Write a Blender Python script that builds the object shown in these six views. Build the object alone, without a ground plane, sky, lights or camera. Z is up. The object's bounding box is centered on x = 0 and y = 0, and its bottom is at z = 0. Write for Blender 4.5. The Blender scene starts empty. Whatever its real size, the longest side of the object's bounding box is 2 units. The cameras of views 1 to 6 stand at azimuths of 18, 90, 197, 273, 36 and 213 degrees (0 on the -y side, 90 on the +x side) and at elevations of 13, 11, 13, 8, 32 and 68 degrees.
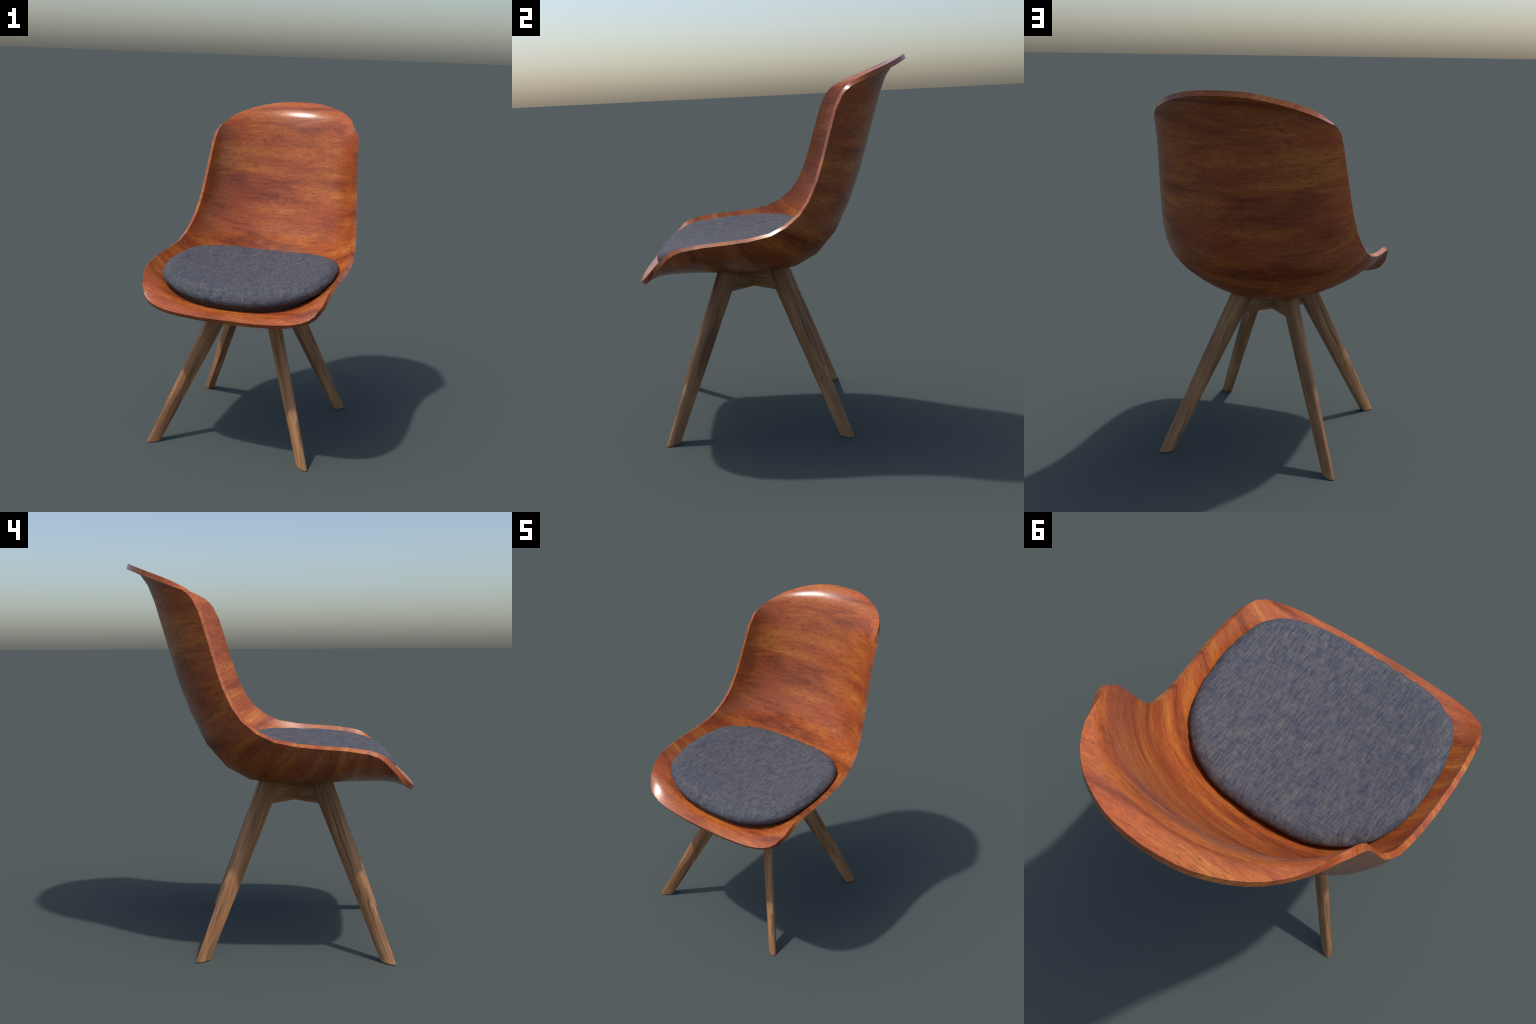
import bpy, math, random
import numpy as np
from mathutils import Vector
from mathutils.bvhtree import BVHTree

random.seed(7)
rng = np.random.default_rng(7)

# ------------------------------------------------------------------ helpers
def link(obj, parent=None):
    bpy.context.scene.collection.objects.link(obj)
    if parent is not None:
        obj.parent = parent
    return obj

def make_mesh(name, verts, faces, mat=None, smooth=True, sharp=None):
    me = bpy.data.meshes.new(name)
    me.from_pydata([tuple(float(c) for c in v) for v in verts], [], faces)
    me.update()
    for p in me.polygons:
        p.use_smooth = smooth
    if sharp is not None:
        sharp = {tuple(sorted(e)) for e in sharp}
        for e in me.edges:
            if tuple(sorted(e.vertices)) in sharp:
                e.use_edge_sharp = True
    if mat:
        me.materials.append(mat)
    return me

def catmull(pts, sub):
    """Resample a control polygon with a Catmull-Rom curve, keeping the control points."""
    p = np.array(pts, float)
    q = np.vstack([2 * p[0] - p[1], p, 2 * p[-1] - p[-2]])
    out = []
    for i in range(1, len(q) - 2):
        for s in range(sub):
            t = s / sub
            a, b, c, d = q[i - 1], q[i], q[i + 1], q[i + 2]
            out.append(.5 * ((2 * b) + (c - a) * t + (2 * a - 5 * b + 4 * c - d) * t * t
                             + (3 * b - a - 3 * c + d) * t ** 3))
    out.append(q[-2])
    return np.array(out)

class Nodes:
    """Small wrapper that keeps the material code readable."""
    def __init__(self, name):
        self.mat = bpy.data.materials.new(name)
        self.mat.use_nodes = True
        self.nt = self.mat.node_tree
        self.nt.nodes.clear()
        self.out = self.nt.nodes.new('ShaderNodeOutputMaterial')
        self.bsdf = self.nt.nodes.new('ShaderNodeBsdfPrincipled')
        self.nt.links.new(self.bsdf.outputs[0], self.out.inputs[0])
    def put(self, sock, val):
        if isinstance(val, bpy.types.NodeSocket):
            self.nt.links.new(val, sock)
        elif val is not None:
            sock.default_value = val
    def math(self, op, a, b=None, c=None, clamp=False):
        n = self.nt.nodes.new('ShaderNodeMath'); n.operation = op; n.use_clamp = clamp
        for s, v in zip(n.inputs, (a, b, c)):
            self.put(s, v)
        return n.outputs[0]
    def obj_xyz(self):
        t = self.nt.nodes.new('ShaderNodeTexCoord')
        s = self.nt.nodes.new('ShaderNodeSeparateXYZ')
        self.nt.links.new(t.outputs['Object'], s.inputs[0])
        return s.outputs[0], s.outputs[1], s.outputs[2]
    def vec(self, x, y, z):
        n = self.nt.nodes.new('ShaderNodeCombineXYZ')
        for s, v in zip(n.inputs, (x, y, z)):
            self.put(s, v)
        return n.outputs[0]
    def noise(self, vec, scale, detail=3., rough=.55, dist=0.):
        n = self.nt.nodes.new('ShaderNodeTexNoise')
        self.put(n.inputs['Vector'], vec)
        n.inputs['Scale'].default_value = scale
        n.inputs['Detail'].default_value = detail
        n.inputs['Roughness'].default_value = rough
        n.inputs['Distortion'].default_value = dist
        return n.outputs[0]
    def ramp(self, fac, stops):
        n = self.nt.nodes.new('ShaderNodeValToRGB')
        e = n.color_ramp.elements
        while len(e) < len(stops):
            e.new(.5)
        for el, (p, c) in zip(e, stops):
            el.position = p
            el.color = (*c, 1) if len(c) == 3 else c
        self.put(n.inputs[0], fac)
        return n.outputs[0]
    def maprange(self, v, a, b, c=0., d=1.):
        n = self.nt.nodes.new('ShaderNodeMapRange')
        self.put(n.inputs[0], v)
        for i, x in enumerate((a, b, c, d)):
            n.inputs[i + 1].default_value = x
        return n.outputs[0]
    def mix(self, fac, a, b, mode='MIX'):
        n = self.nt.nodes.new('ShaderNodeMix'); n.data_type = 'RGBA'; n.blend_type = mode
        self.put(n.inputs[0], fac)
        self.put(n.inputs[6], a if isinstance(a, bpy.types.NodeSocket) else (*a, 1))
        self.put(n.inputs[7], b if isinstance(b, bpy.types.NodeSocket) else (*b, 1))
        return n.outputs[2]
    def bump(self, h, strength, dist):
        n = self.nt.nodes.new('ShaderNodeBump')
        n.inputs['Strength'].default_value = strength
        n.inputs['Distance'].default_value = dist
        self.put(n.inputs['Height'], h)
        self.nt.links.new(n.outputs[0], self.bsdf.inputs['Normal'])

# ---------------------------------------------------------------- materials
def shell_wood():
    """Glossy red-brown veneer; the grain runs across the shell, the bands follow
    the angle around a point in front of the backrest."""
    m = Nodes('red_brown_veneer')
    x, y, z = m.obj_xyz()
    dy = m.math('ADD', y, .60)
    dz = m.math('SUBTRACT', z, 1.70)
    ang = m.math('ARCTAN2', dz, dy)
    rad = m.math('SQRT', m.math('ADD', m.math('MULTIPLY', dy, dy), m.math('MULTIPLY', dz, dz)))
    # past the bend of the top lip the surface runs outwards: count that length too
    ang = m.math('ADD', ang, m.math('MAXIMUM', m.math('SUBTRACT', rad, 1.19), 0.))
    def stretched(kx, ka, kr, off=0.):
        return m.vec(m.math('MULTIPLY', x, kx), m.math('MULTIPLY_ADD', ang, ka, off), m.math('MULTIPLY', rad, kr))
    bands = m.noise(stretched(2.0, 9., 2.0), 1., 4., .6, .3)
    blotch = m.noise(stretched(3., 5., 3., 7.), 1., 2., .5, .3)
    streak = m.noise(stretched(11., 62., 11., 3.), 1., 4., .65)
    fibre = m.noise(stretched(45., 230., 45., 5.), 1., 2., .6)
    col = m.ramp(m.maprange(bands, .32, .68), [
        (0., (.190, .044, .016)), (.28, (.320, .077, .022)), (.55, (.415, .108, .025)),
        (.78, (.470, .140, .030)), (1., (.530, .186, .039))])
    red = m.mix(.55, col, (.38, .075, .024))
    col = m.mix(m.maprange(blotch, .4, .66), col, red)
    s = m.maprange(streak, .3, .7, .78, 1.15)
    f = m.maprange(fibre, .28, .72, .74, 1.20)
    sf = m.math('MULTIPLY', s, f)
    col = m.mix(1., col, m.vec(sf, sf, sf), 'MULTIPLY')
    pores = m.noise(stretched(24., 170., 24., 11.), 1., 1., .5)
    col = m.mix(m.maprange(pores, .61, .73, 0., .48), col, (.07, .020, .012))
    m.put(m.bsdf.inputs['Base Color'], col)
    # roughened and dimmed beside the cushion to blot out sun glare, via polish
    sq = lambda v, o, r: m.math('POWER', m.math('DIVIDE', m.math('ABSOLUTE', m.math('SUBTRACT', v, o)), r), 2.)
    q = m.math('ADD', sq(x, 0., .57), m.math('ADD', sq(y, 0., .40), sq(z, 1.05, .25)))
    glare_keep = m.maprange(q, .88, 1.12)
    rough = m.math('ADD', m.maprange(fibre, .2, .8, .22, .28), m.maprange(glare_keep, 0., 1., .20, 0.))
    m.put(m.bsdf.inputs['Roughness'], rough)
    m.put(m.bsdf.inputs['Specular IOR Level'], m.maprange(glare_keep, 0., 1., .12, .42))
    m.bump(fibre, .06, .002)
    return m.mat

def leg_wood(name, slope, rail=False):
    """Matt brown timber with long grain, a knot and dark cracks; the grain follows
    the slope of the leg (radial shift per metre of height)."""
    m = Nodes(name)
    x, y, z = m.obj_xyz()
    if rail:                               # grain lies flat along the rails
        x, y, z = z, z, m.math('ADD', x, y)
    xs = m.math('MULTIPLY_ADD', z, slope, x)
    # a knot bends the grain around one height on each leg
    info = m.nt.nodes.new('ShaderNodeObjectInfo')
    rnd = info.outputs['Random']
    kz = m.math('MULTIPLY_ADD', rnd, .10, .24)
    d2 = m.math('MULTIPLY', m.math('SUBTRACT', z, kz), 14.)
    knot = m.math('EXPONENT', m.math('MULTIPLY', m.math('MULTIPLY', d2, d2), -1.))
    wob = m.noise(m.vec(m.math('MULTIPLY', xs, 9.), m.math('MULTIPLY', y, 9.), m.math('MULTIPLY', z, 6.)), 1., 2.)
    xx = m.math('ADD', xs, m.math('MULTIPLY', m.math('SUBTRACT', wob, .5), m.math('MULTIPLY_ADD', knot, .09, .022)))
    seed = m.math('MULTIPLY', rnd, 13.)
    g = lambda kx, kz, o: m.vec(m.math('MULTIPLY_ADD', xx, kx, m.math('ADD', seed, o)), m.math('MULTIPLY', y, kx), m.math('MULTIPLY', z, kz))
    broad = m.noise(g(16., 2.2, 0.), 1., 3., .55)
    grain = m.noise(g(85., 3.5, 4.), 1., 3., .6)
    crack = m.noise(g(60., 2.6, 9.), 1., 2., .5)
    col = m.ramp(m.maprange(broad, .3, .7), [
        (0., (.175, .077, .035)), (.4, (.300, .140, .059)), (.7, (.375, .183, .079)), (1., (.455, .238, .113))])
    gm = m.maprange(grain, .28, .72, .66, 1.22)
    col = m.mix(1., col, m.vec(gm, gm, gm), 'MULTIPLY')
    col = m.mix(m.maprange(crack, .62, .72, 0., .65), col, (.040, .021, .012))
    m.put(m.bsdf.inputs['Base Color'], col)
    m.bsdf.inputs['Roughness'].default_value = .52
    m.bsdf.inputs['Specular IOR Level'].default_value = .35
    m.bump(m.math('SUBTRACT', grain, m.maprange(crack, .62, .72, 0., 1.)), .35, .003)
    return m.mat

def cushion_fabric():
    """Heathered blue-grey linen: long warp threads, short weft threads."""
    m = Nodes('heathered_linen')
    x, y, z = m.obj_xyz()
    v = lambda kx, ky, kz, o: m.vec(m.math('MULTIPLY_ADD', x, kx, o), m.math('MULTIPLY', y, ky), m.math('MULTIPLY', z, kz))
    warp = m.noise(v(180., 19., 70., 0.), 1., 3., .65)
    weft = m.noise(v(22., 200., 70., 5.), 1., 3., .65)
    patch = m.noise(v(42., 20., 20., 9.), 1., 3., .65)
    t = m.math('ADD', m.math('MULTIPLY', warp, .57), m.math('ADD', m.math('MULTIPLY', weft, .35), m.math('MULTIPLY', patch, .22)))
    col = m.ramp(m.maprange(t, .43, .72), [
        (0., (.036, .040, .068)), (.35, (.062, .066, .088)), (.6, (.090, .089, .097)), (1., (.132, .126, .126))])
    m.put(m.bsdf.inputs['Base Color'], col)
    m.bsdf.inputs['Roughness'].default_value = .85
    m.bsdf.inputs['Specular IOR Level'].default_value = .2
    m.bump(m.math('ADD', warp, weft), .4, .004)
    return m.mat

# -------------------------------------------------------------- seat shell
# Rim curves of the outer face (half, x >= 0)
FRONT_EDGE = [(0, -.733, .845), (.080, -.732, .845), (.156, -.729, .846), (.232, -.724, .849), (.306, -.718, .853),
              (.376, -.708, .862), (.439, -.691, .876), (.485, -.672, .894), (.514, -.651, .916)]
TOP_EDGE = [(0, .752, 1.977), (.071, .748, 1.976), (.142, .735, 1.971), (.209, .709, 1.959), (.272, .675, 1.943),
            (.327, .630, 1.924), (.374, .576, 1.903), (.413, .517, 1.880), (.450, .440, 1.851)]
# stations from the front lip to the top lip: rim point, centre point (y, z), and the
# handles of the cross-section curve (flatness of the middle, steepness and flare of the side)
STATIONS = [
    ((.514, -.651, .916), (-.733, .845), .50, .45, .10),
    ((.549, -.612, .966), (-.698, .861), .50, .45, .10),
    ((.569, -.555, 1.026), (-.648, .868), .58, .48, .10),
    ((.576, -.521, 1.048), (-.608, .869), .59, .49, .10),
    ((.582, -.480, 1.063), (-.565, .869), .60, .50, .10),
    ((.590, -.370, 1.080), (-.440, .861), .56, .48, .10),
    ((.592, -.260, 1.088), (-.300, .852), .53, .47, .10),
    ((.588, -.140, 1.099), (-.150, .846), .51, .46, .10),
    ((.578, -.030, 1.120), (-.010, .851), .52, .46, .10),
    ((.568, .050, 1.158), (.107, .864), .54, .475, .09),
    ((0.557, .122, 1.215), (.230, .932), .585, .505, .08),
    ((0.543, .170, 1.280), (.337, 1.054), .62, .51, .09),
    ((0.529, .216, 1.375), (.418, 1.215), .63, .50, .10),
    ((0.518, .250, 1.475), (.487, 1.392), .57, .50, .10),
    ((0.506, .285, 1.595), (.534, 1.551), .54, .50, .10),
    ((0.493, .328, 1.733), (.578, 1.701), .54, .50, .10),
    ((0.485, .360, 1.796), (.606, 1.801), .56, .48, .10),
    ((0.477, .381, 1.820), (.640, 1.888), .54, .45, .10),
    ((0.467, .410, 1.840), (.684, 1.951), .50, .45, .10),
    ((.450, .440, 1.851), (.752, 1.977), .50, .45, .10),
]
THICK = .026
NV = 12                                   # facets per half cross-section

def along_polyline(pts, n):
    p = catmull(pts, 6)
    s = np.r_[0, np.cumsum(np.linalg.norm(np.diff(p, axis=0), axis=1))]
    t = np.linspace(0, s[-1], n)
    return np.stack([np.interp(t, s, p[:, i]) for i in range(3)], 1)

def cross_curve(R, C, a, b, g, n):
    """Half cross-section: a cubic curve from the centre out to the rim."""
    R = np.array(R); C = np.array((0., *C)); d = R - C
    P1 = C + np.array((a * d[0], 0, 0))
    P2 = R - np.array((g * d[0], b * d[1], b * d[2]))
    t = np.linspace(0, 1, 200)[:, None]
    p = (1 - t) ** 3 * C + 3 * t * (1 - t) ** 2 * P1 + 3 * t * t * (1 - t) * P2 + t ** 3 * R
    s = np.r_[0, np.cumsum(np.linalg.norm(np.diff(p, axis=0), axis=1))]
    q = np.linspace(0, s[-1], n)
    return np.stack([np.interp(q, s, p[:, i]) for i in range(3)], 1)

def shell_grid():
    n = NV + 1
    front, top = along_polyline(FRONT_EDGE, n), along_polyline(TOP_EDGE, n)
    rows = []
    last = len(STATIONS) - 1
    for i, (R, C, a, b, g) in enumerate(STATIONS):
        base = cross_curve(R, C, a, b, g, n)
        edge, m = None, 0.
        if i < 5:
            edge, m = front, (1., .85, .55, .35, .2)[i]
        elif i > last - 5:
            edge, m = top, (1., .93, .75, .40, .15)[last - i]
        if edge is not None:
            k = (np.array(R) - np.array((0, *C))) / (edge[-1] - edge[0])
            base = (1 - m) * base + m * (np.array((0, *C)) + (edge - edge[0]) * k)
        rows.append(np.vstack([(base * (-1, 1, 1))[:0:-1], base]))
    G = np.array(rows)
    # relax the mesh inside the four rounded corners, where the stations crowd together
    nu, nv = G.shape[:2]
    for step in range(8):
        A = G.copy()
        spots = [(1, 4), (2, 3), (3, 2)] + ([(nu - 2, 1)] if step < 2 else [])
        for i, reach in spots:
            for j in range(1, reach + 1):
                for jj in (j, nv - 1 - j):
                    A[i, jj] = (G[i - 1, jj] + G[i + 1, jj] + G[i, jj - 1] + G[i, jj + 1]) / 4
        G = A
    return G

def grid_normals(G):
    """Area-weighted normals; each corner takes the normal of the vertex diagonally inside it."""
    d1, d2 = G[1:, 1:] - G[:-1, :-1], G[:-1, 1:] - G[1:, :-1]
    f = np.cross(d1, d2)
    n = np.zeros_like(G)
    for i in (0, 1):
        for j in (0, 1):
            n[i:i + f.shape[0], j:j + f.shape[1]] += f
    for i, k in ((0, 1), (-1, -2)):
        for j, l in ((0, 1), (-1, -2)):
            n[i, j] = n[k, l]
    return n / np.linalg.norm(n, axis=2)[..., None]

def build_shell(mat):
    G = shell_grid()
    N = grid_normals(G)
    if N[7, NV, 2] < 0:
        N = -N
    nu, nv = G.shape[:2]
    # let the rim strip twist gently round the corners
    ring = [(0, j) for j in range(nv)] + [(i, nv - 1) for i in range(1, nu)] \
        + [(nu - 1, j) for j in range(nv - 2, -1, -1)] + [(i, 0) for i in range(nu - 2, 0, -1)]
    rn = np.array([N[p] for p in ring])
    for _ in range(4):
        rn = .5 * rn + .25 * (np.roll(rn, 1, 0) + np.roll(rn, -1, 0))
        rn /= np.linalg.norm(rn, axis=1)[:, None]
    for p, v in zip(ring, rn):
        N[p] = v
    I = G + N * THICK
    verts = np.vstack([G.reshape(-1, 3), I.reshape(-1, 3)])
    off = nu * nv
    idx = lambda i, j, k=0: k * off + i * nv + j
    faces, sharp = [], []
    for i in range(nu - 1):
        for j in range(nv - 1):
            faces.append((idx(i, j), idx(i + 1, j), idx(i + 1, j + 1), idx(i, j + 1)))
            faces.append((idx(i, j, 1), idx(i, j + 1, 1), idx(i + 1, j + 1, 1), idx(i + 1, j, 1)))
    for a, b in zip(ring, ring[1:] + ring[:1]):
        faces.append((idx(*a), idx(*b), idx(*b, 1), idx(*a, 1)))
        sharp += [(idx(*a), idx(*b)), (idx(*a, 1), idx(*b, 1))]
    me = make_mesh('seat_shell', verts, faces, mat, True, sharp)
    return me, G, I

# ------------------------------------------------------------------ cushion
CUSHION_OUT = [(0, -.665), (.16, -.657), (.30, -.628), (.405, -.577), (.470, -.500), (.505, -.390), (.515, -.260),
               (.508, -.120), (.480, .000), (.424, .100), (.333, .177), (.200, .230), (0, .248)]
CUSHION_TOP = [(-.70, .990), (-.66, 1.016), (-.60, 1.047), (-.52, 1.067), (-.42, 1.083), (-.20, 1.098), (0., 1.102), (.12, 1.102), (.25, 1.092)]

def build_cushion(mat, inner_bvh):
    half = catmull(CUSHION_OUT, 6)
    outline = np.vstack([half, (half * (-1, 1))[-2:0:-1]])
    s = np.r_[0, np.cumsum(np.linalg.norm(np.diff(np.vstack([outline, outline[:1]]), axis=0), axis=1))]
    M = 240
    q = np.linspace(0, s[-1], M, endpoint=False)
    closed = np.vstack([outline, outline[:1]])
    ring = np.stack([np.interp(q, s, closed[:, i]) for i in range(2)], 1)
    centre = np.array((0., -.21))
    tops = np.array(CUSHION_TOP)
    def top_z(y):
        return np.interp(y, tops[:, 0], tops[:, 1])
    def floor_z(x, y):
        h = inner_bvh.ray_cast(Vector((x, y, 1.6)), Vector((0, 0, -1)))
        return h[0].z if h[0] else 1.
    # profile from the middle of the top, over the rounded edge and back underneath
    prof = [(f, 0.) for f in np.linspace(.04, .90, 30)]
    prof += [(.90 + .10 * math.sin(a), 1 - math.cos(a)) for a in np.linspace(.12, math.pi / 2, 9)]
    prof += [(1.0 - .014 * t * t, 1. + t) for t in (.25, .5, .75, 1.)]
    prof += [(.965, 2.12), (.93, 2.2), (.7, 2.25), (.4, 2.25)]
    verts = [(centre[0], centre[1], float(top_z(centre[1])) - .064)]
    rad_edge = .036
    creases = [(rng.uniform(0, M), rng.uniform(.9, 2.0), rng.uniform(.004, .010), rng.uniform(.06, .20)) for _ in range(30)]
    slow = rng.uniform(0, 6.28, 3)
    for f, d in prof:
        for k, p in enumerate(ring):
            w = centre + (p - centre) * f
            edge = centre + (p - centre)
            th = 2 * math.pi * k / M
            zt = float(top_z(edge[1] * f + centre[1] * (1 - f)))
            zt -= .042 * max(0., 1 - (f / .9) ** 2) + .024 * max(0., 1 - (w[0] / .45) ** 2) + .007 * min(1., (w[0] / .5) ** 4)         # dished by the sitter
            # puckers and short creases where the cover is pulled over the edge
            puck = .0012 * math.sin(5 * th + slow[0]) + .0010 * math.sin(11 * th + slow[1])
            e = max(0., 1 - abs(f - .96) / .12) if f > .8 else 0.
            puck *= e
            for kc, wd, dp, ln in creases:
                dk = abs((k - kc + M / 2) % M - M / 2)
                if dk < 3 * wd:
                    puck -= dp * math.exp(-(dk / wd) ** 2) * max(0., 1 - abs(f - .975) / ln)
            e = 1.
            zz = zt - rad_edge * min(d, 1.) + puck * e
            if d > 1.:
                # side wall drops to just above the wood
                zf = floor_z(w[0], w[1]) + .006
                tt = min(1., d - 1.)
                z1 = zt - rad_edge
                zb = max(zf, z1 - .028)
                if d > 2.15:
                    zb = zf
                zz = z1 + (min(zb, z1 - .008) - z1) * tt
            w = w + (p - centre) / np.linalg.norm(p - centre) * puck * .35
            verts.append((w[0], w[1], zz))
    faces = [(0, 1 + k, 1 + (k + 1) % M) for k in range(M)]
    for r in range(len(prof) - 1):
        a, b = 1 + r * M, 1 + (r + 1) * M
        for k in range(M):
            faces.append((a + k, b + k, b + (k + 1) % M, a + (k + 1) % M))
    last = 1 + (len(prof) - 1) * M
    faces.append(tuple(last + k for k in range(M))[::-1])
    return make_mesh('seat_cushion', verts, faces, mat, True)

# --------------------------------------------------------------------- legs
BASE = (0., -.134)
FOOT_IN, FOOT_OUT = .629, .705            # radial reach of the foot
KNEE_Z, KNEE_IN = .754, .195              # where the inner edge meets the brace
TOP_Z, TOP_OUT = .870, .263
def leg_in(z):  return FOOT_IN + (KNEE_IN - FOOT_IN) * z / KNEE_Z
def leg_out(z): return FOOT_OUT + (TOP_OUT - FOOT_OUT) * z / TOP_Z
def leg_half(z): return .0235 + .0045 * z / .85

def leg_section(z):
    """Flat inner face and flanks, rounded outer face."""
    ri, ro, h = leg_in(z), leg_out(z), leg_half(z)
    L = ro - ri
    r0 = ro - min(.036, .55 * L)                     # the rounding begins here
    pts = [(ri, -h + .003), (ri + .003, -h), (r0, -h)]
    for a in np.linspace(-.40 * math.pi, .40 * math.pi, 9):
        pts.append((r0 + (ro - r0) * (math.cos(a) - math.cos(.40 * math.pi)) / (1 - math.cos(.40 * math.pi)) * .9
                    + .1 * (ro - r0), h * .94 * math.sin(a) / math.sin(.40 * math.pi)))
    pts += [(r0, h), (ri + .003, h), (ri, h - .003)]
    return pts

def build_leg(mat, azimuth, outer_bvh):
    ca, sa = math.cos(azimuth), math.sin(azimuth)
    levels = [0., .004, .05, .15, .30, .45, .60, .70, .75, .80]
    verts, faces = [], []
    n = len(leg_section(.1))
    for i, z in enumerate(levels):
        for (r, t) in leg_section(z):
            if i == 0:                               # eased edge at the floor
                rc = (leg_in(0) + leg_out(0)) / 2
                r, t = rc + (r - rc) * .97, t * .95
            verts.append((r, t, z))
    # top ring runs up into the underside of the shell
    for (r, t), (r2, t2) in zip(leg_section(.80), leg_section(.70)):
        d = Vector((r - r2, t - t2, .10))
        o = Vector((BASE[0] + ca * r - sa * t, BASE[1] + sa * r + ca * t, .80))
        dw = Vector((ca * d.x - sa * d.y, sa * d.x + ca * d.y, d.z)).normalized()
        hit = outer_bvh.ray_cast(o, dw, .4)
        dist = (hit[3] + .008) if hit[0] else .07
        d = d.normalized() * dist
        verts.append((r + d.x, t + d.y, .80 + d.z))
    rows = len(levels) + 1
    for i in range(rows - 1):
        for k in range(n):
            a, b = i * n + k, i * n + (k + 1) % n
            faces.append((a, b, b + n, a + n))
    faces.append(tuple(range(n))[::-1])
    faces.append(tuple((rows - 1) * n + k for k in range(n)))
    sharp = []
    for i in range(rows - 1):
        for k in (0, 1, n - 2, n - 1):
            sharp.append((i * n + k, (i + 1) * n + k))
    for k in range(n):
        for i in (0, 1, rows - 1):
            sharp.append((i * n + k, i * n + (k + 1) % n))
    return make_mesh('leg', verts, faces, mat, True, sharp)

def build_brace(mat):
    """Crossed rails under the shell, one prism with a plus-shaped plan."""
    h, L, z0, z1 = .020, .215, .750, .866
    plan = [(L, -h), (L, h), (h, h), (h, L), (-h, L), (-h, h), (-L, h), (-L, -h), (-h, -h), (-h, -L), (h, -L), (h, -h)]
    n = len(plan)
    verts = [(x, y, z0) for x, y in plan] + [(x, y, z1) for x, y in plan]
    faces = [tuple(range(n))[::-1], tuple(range(n, 2 * n))]
    faces += [(k, (k + 1) % n, n + (k + 1) % n, n + k) for k in range(n)]
    return make_mesh('cross_brace', verts, faces, mat, False)

# ----------------------------------------------------------------- assembly
chair = link(bpy.data.objects.new('dining_chair', None))
chair["label"] = "red-brown moulded wooden chair, grey cushion, four splayed legs"
chair["category"] = "chair"

wood = shell_wood()
timber = leg_wood('brown_timber', .50)
rail_timber = leg_wood('brown_rail_timber', 0., True)
fabric = cushion_fabric()

shell_me, OUTER, INNER = build_shell(wood)
shell = link(bpy.data.objects.new('seat_shell', shell_me), chair)

def bvh_of(G):
    nu, nv = G.shape[:2]
    v = [Vector(p) for p in G.reshape(-1, 3)]
    f = [(i * nv + j, (i + 1) * nv + j, (i + 1) * nv + j + 1, i * nv + j + 1) for i in range(nu - 1) for j in range(nv - 1)]
    return BVHTree.FromPolygons(v, f)

outer_bvh, inner_bvh = bvh_of(OUTER), bvh_of(INNER)
link(bpy.data.objects.new('seat_cushion', build_cushion(fabric, inner_bvh)), chair)
for az in (45, 135, 225, 315):
    a = math.radians(az)
    leg = link(bpy.data.objects.new('leg', build_leg(timber, a, outer_bvh)), chair)
    leg.location = (BASE[0], BASE[1], 0)
    leg.rotation_euler = (0, 0, a)
brace = link(bpy.data.objects.new('cross_brace', build_brace(rail_timber)), chair)
brace.location = (BASE[0], BASE[1], 0)
brace.rotation_euler = (0, 0, math.radians(45))
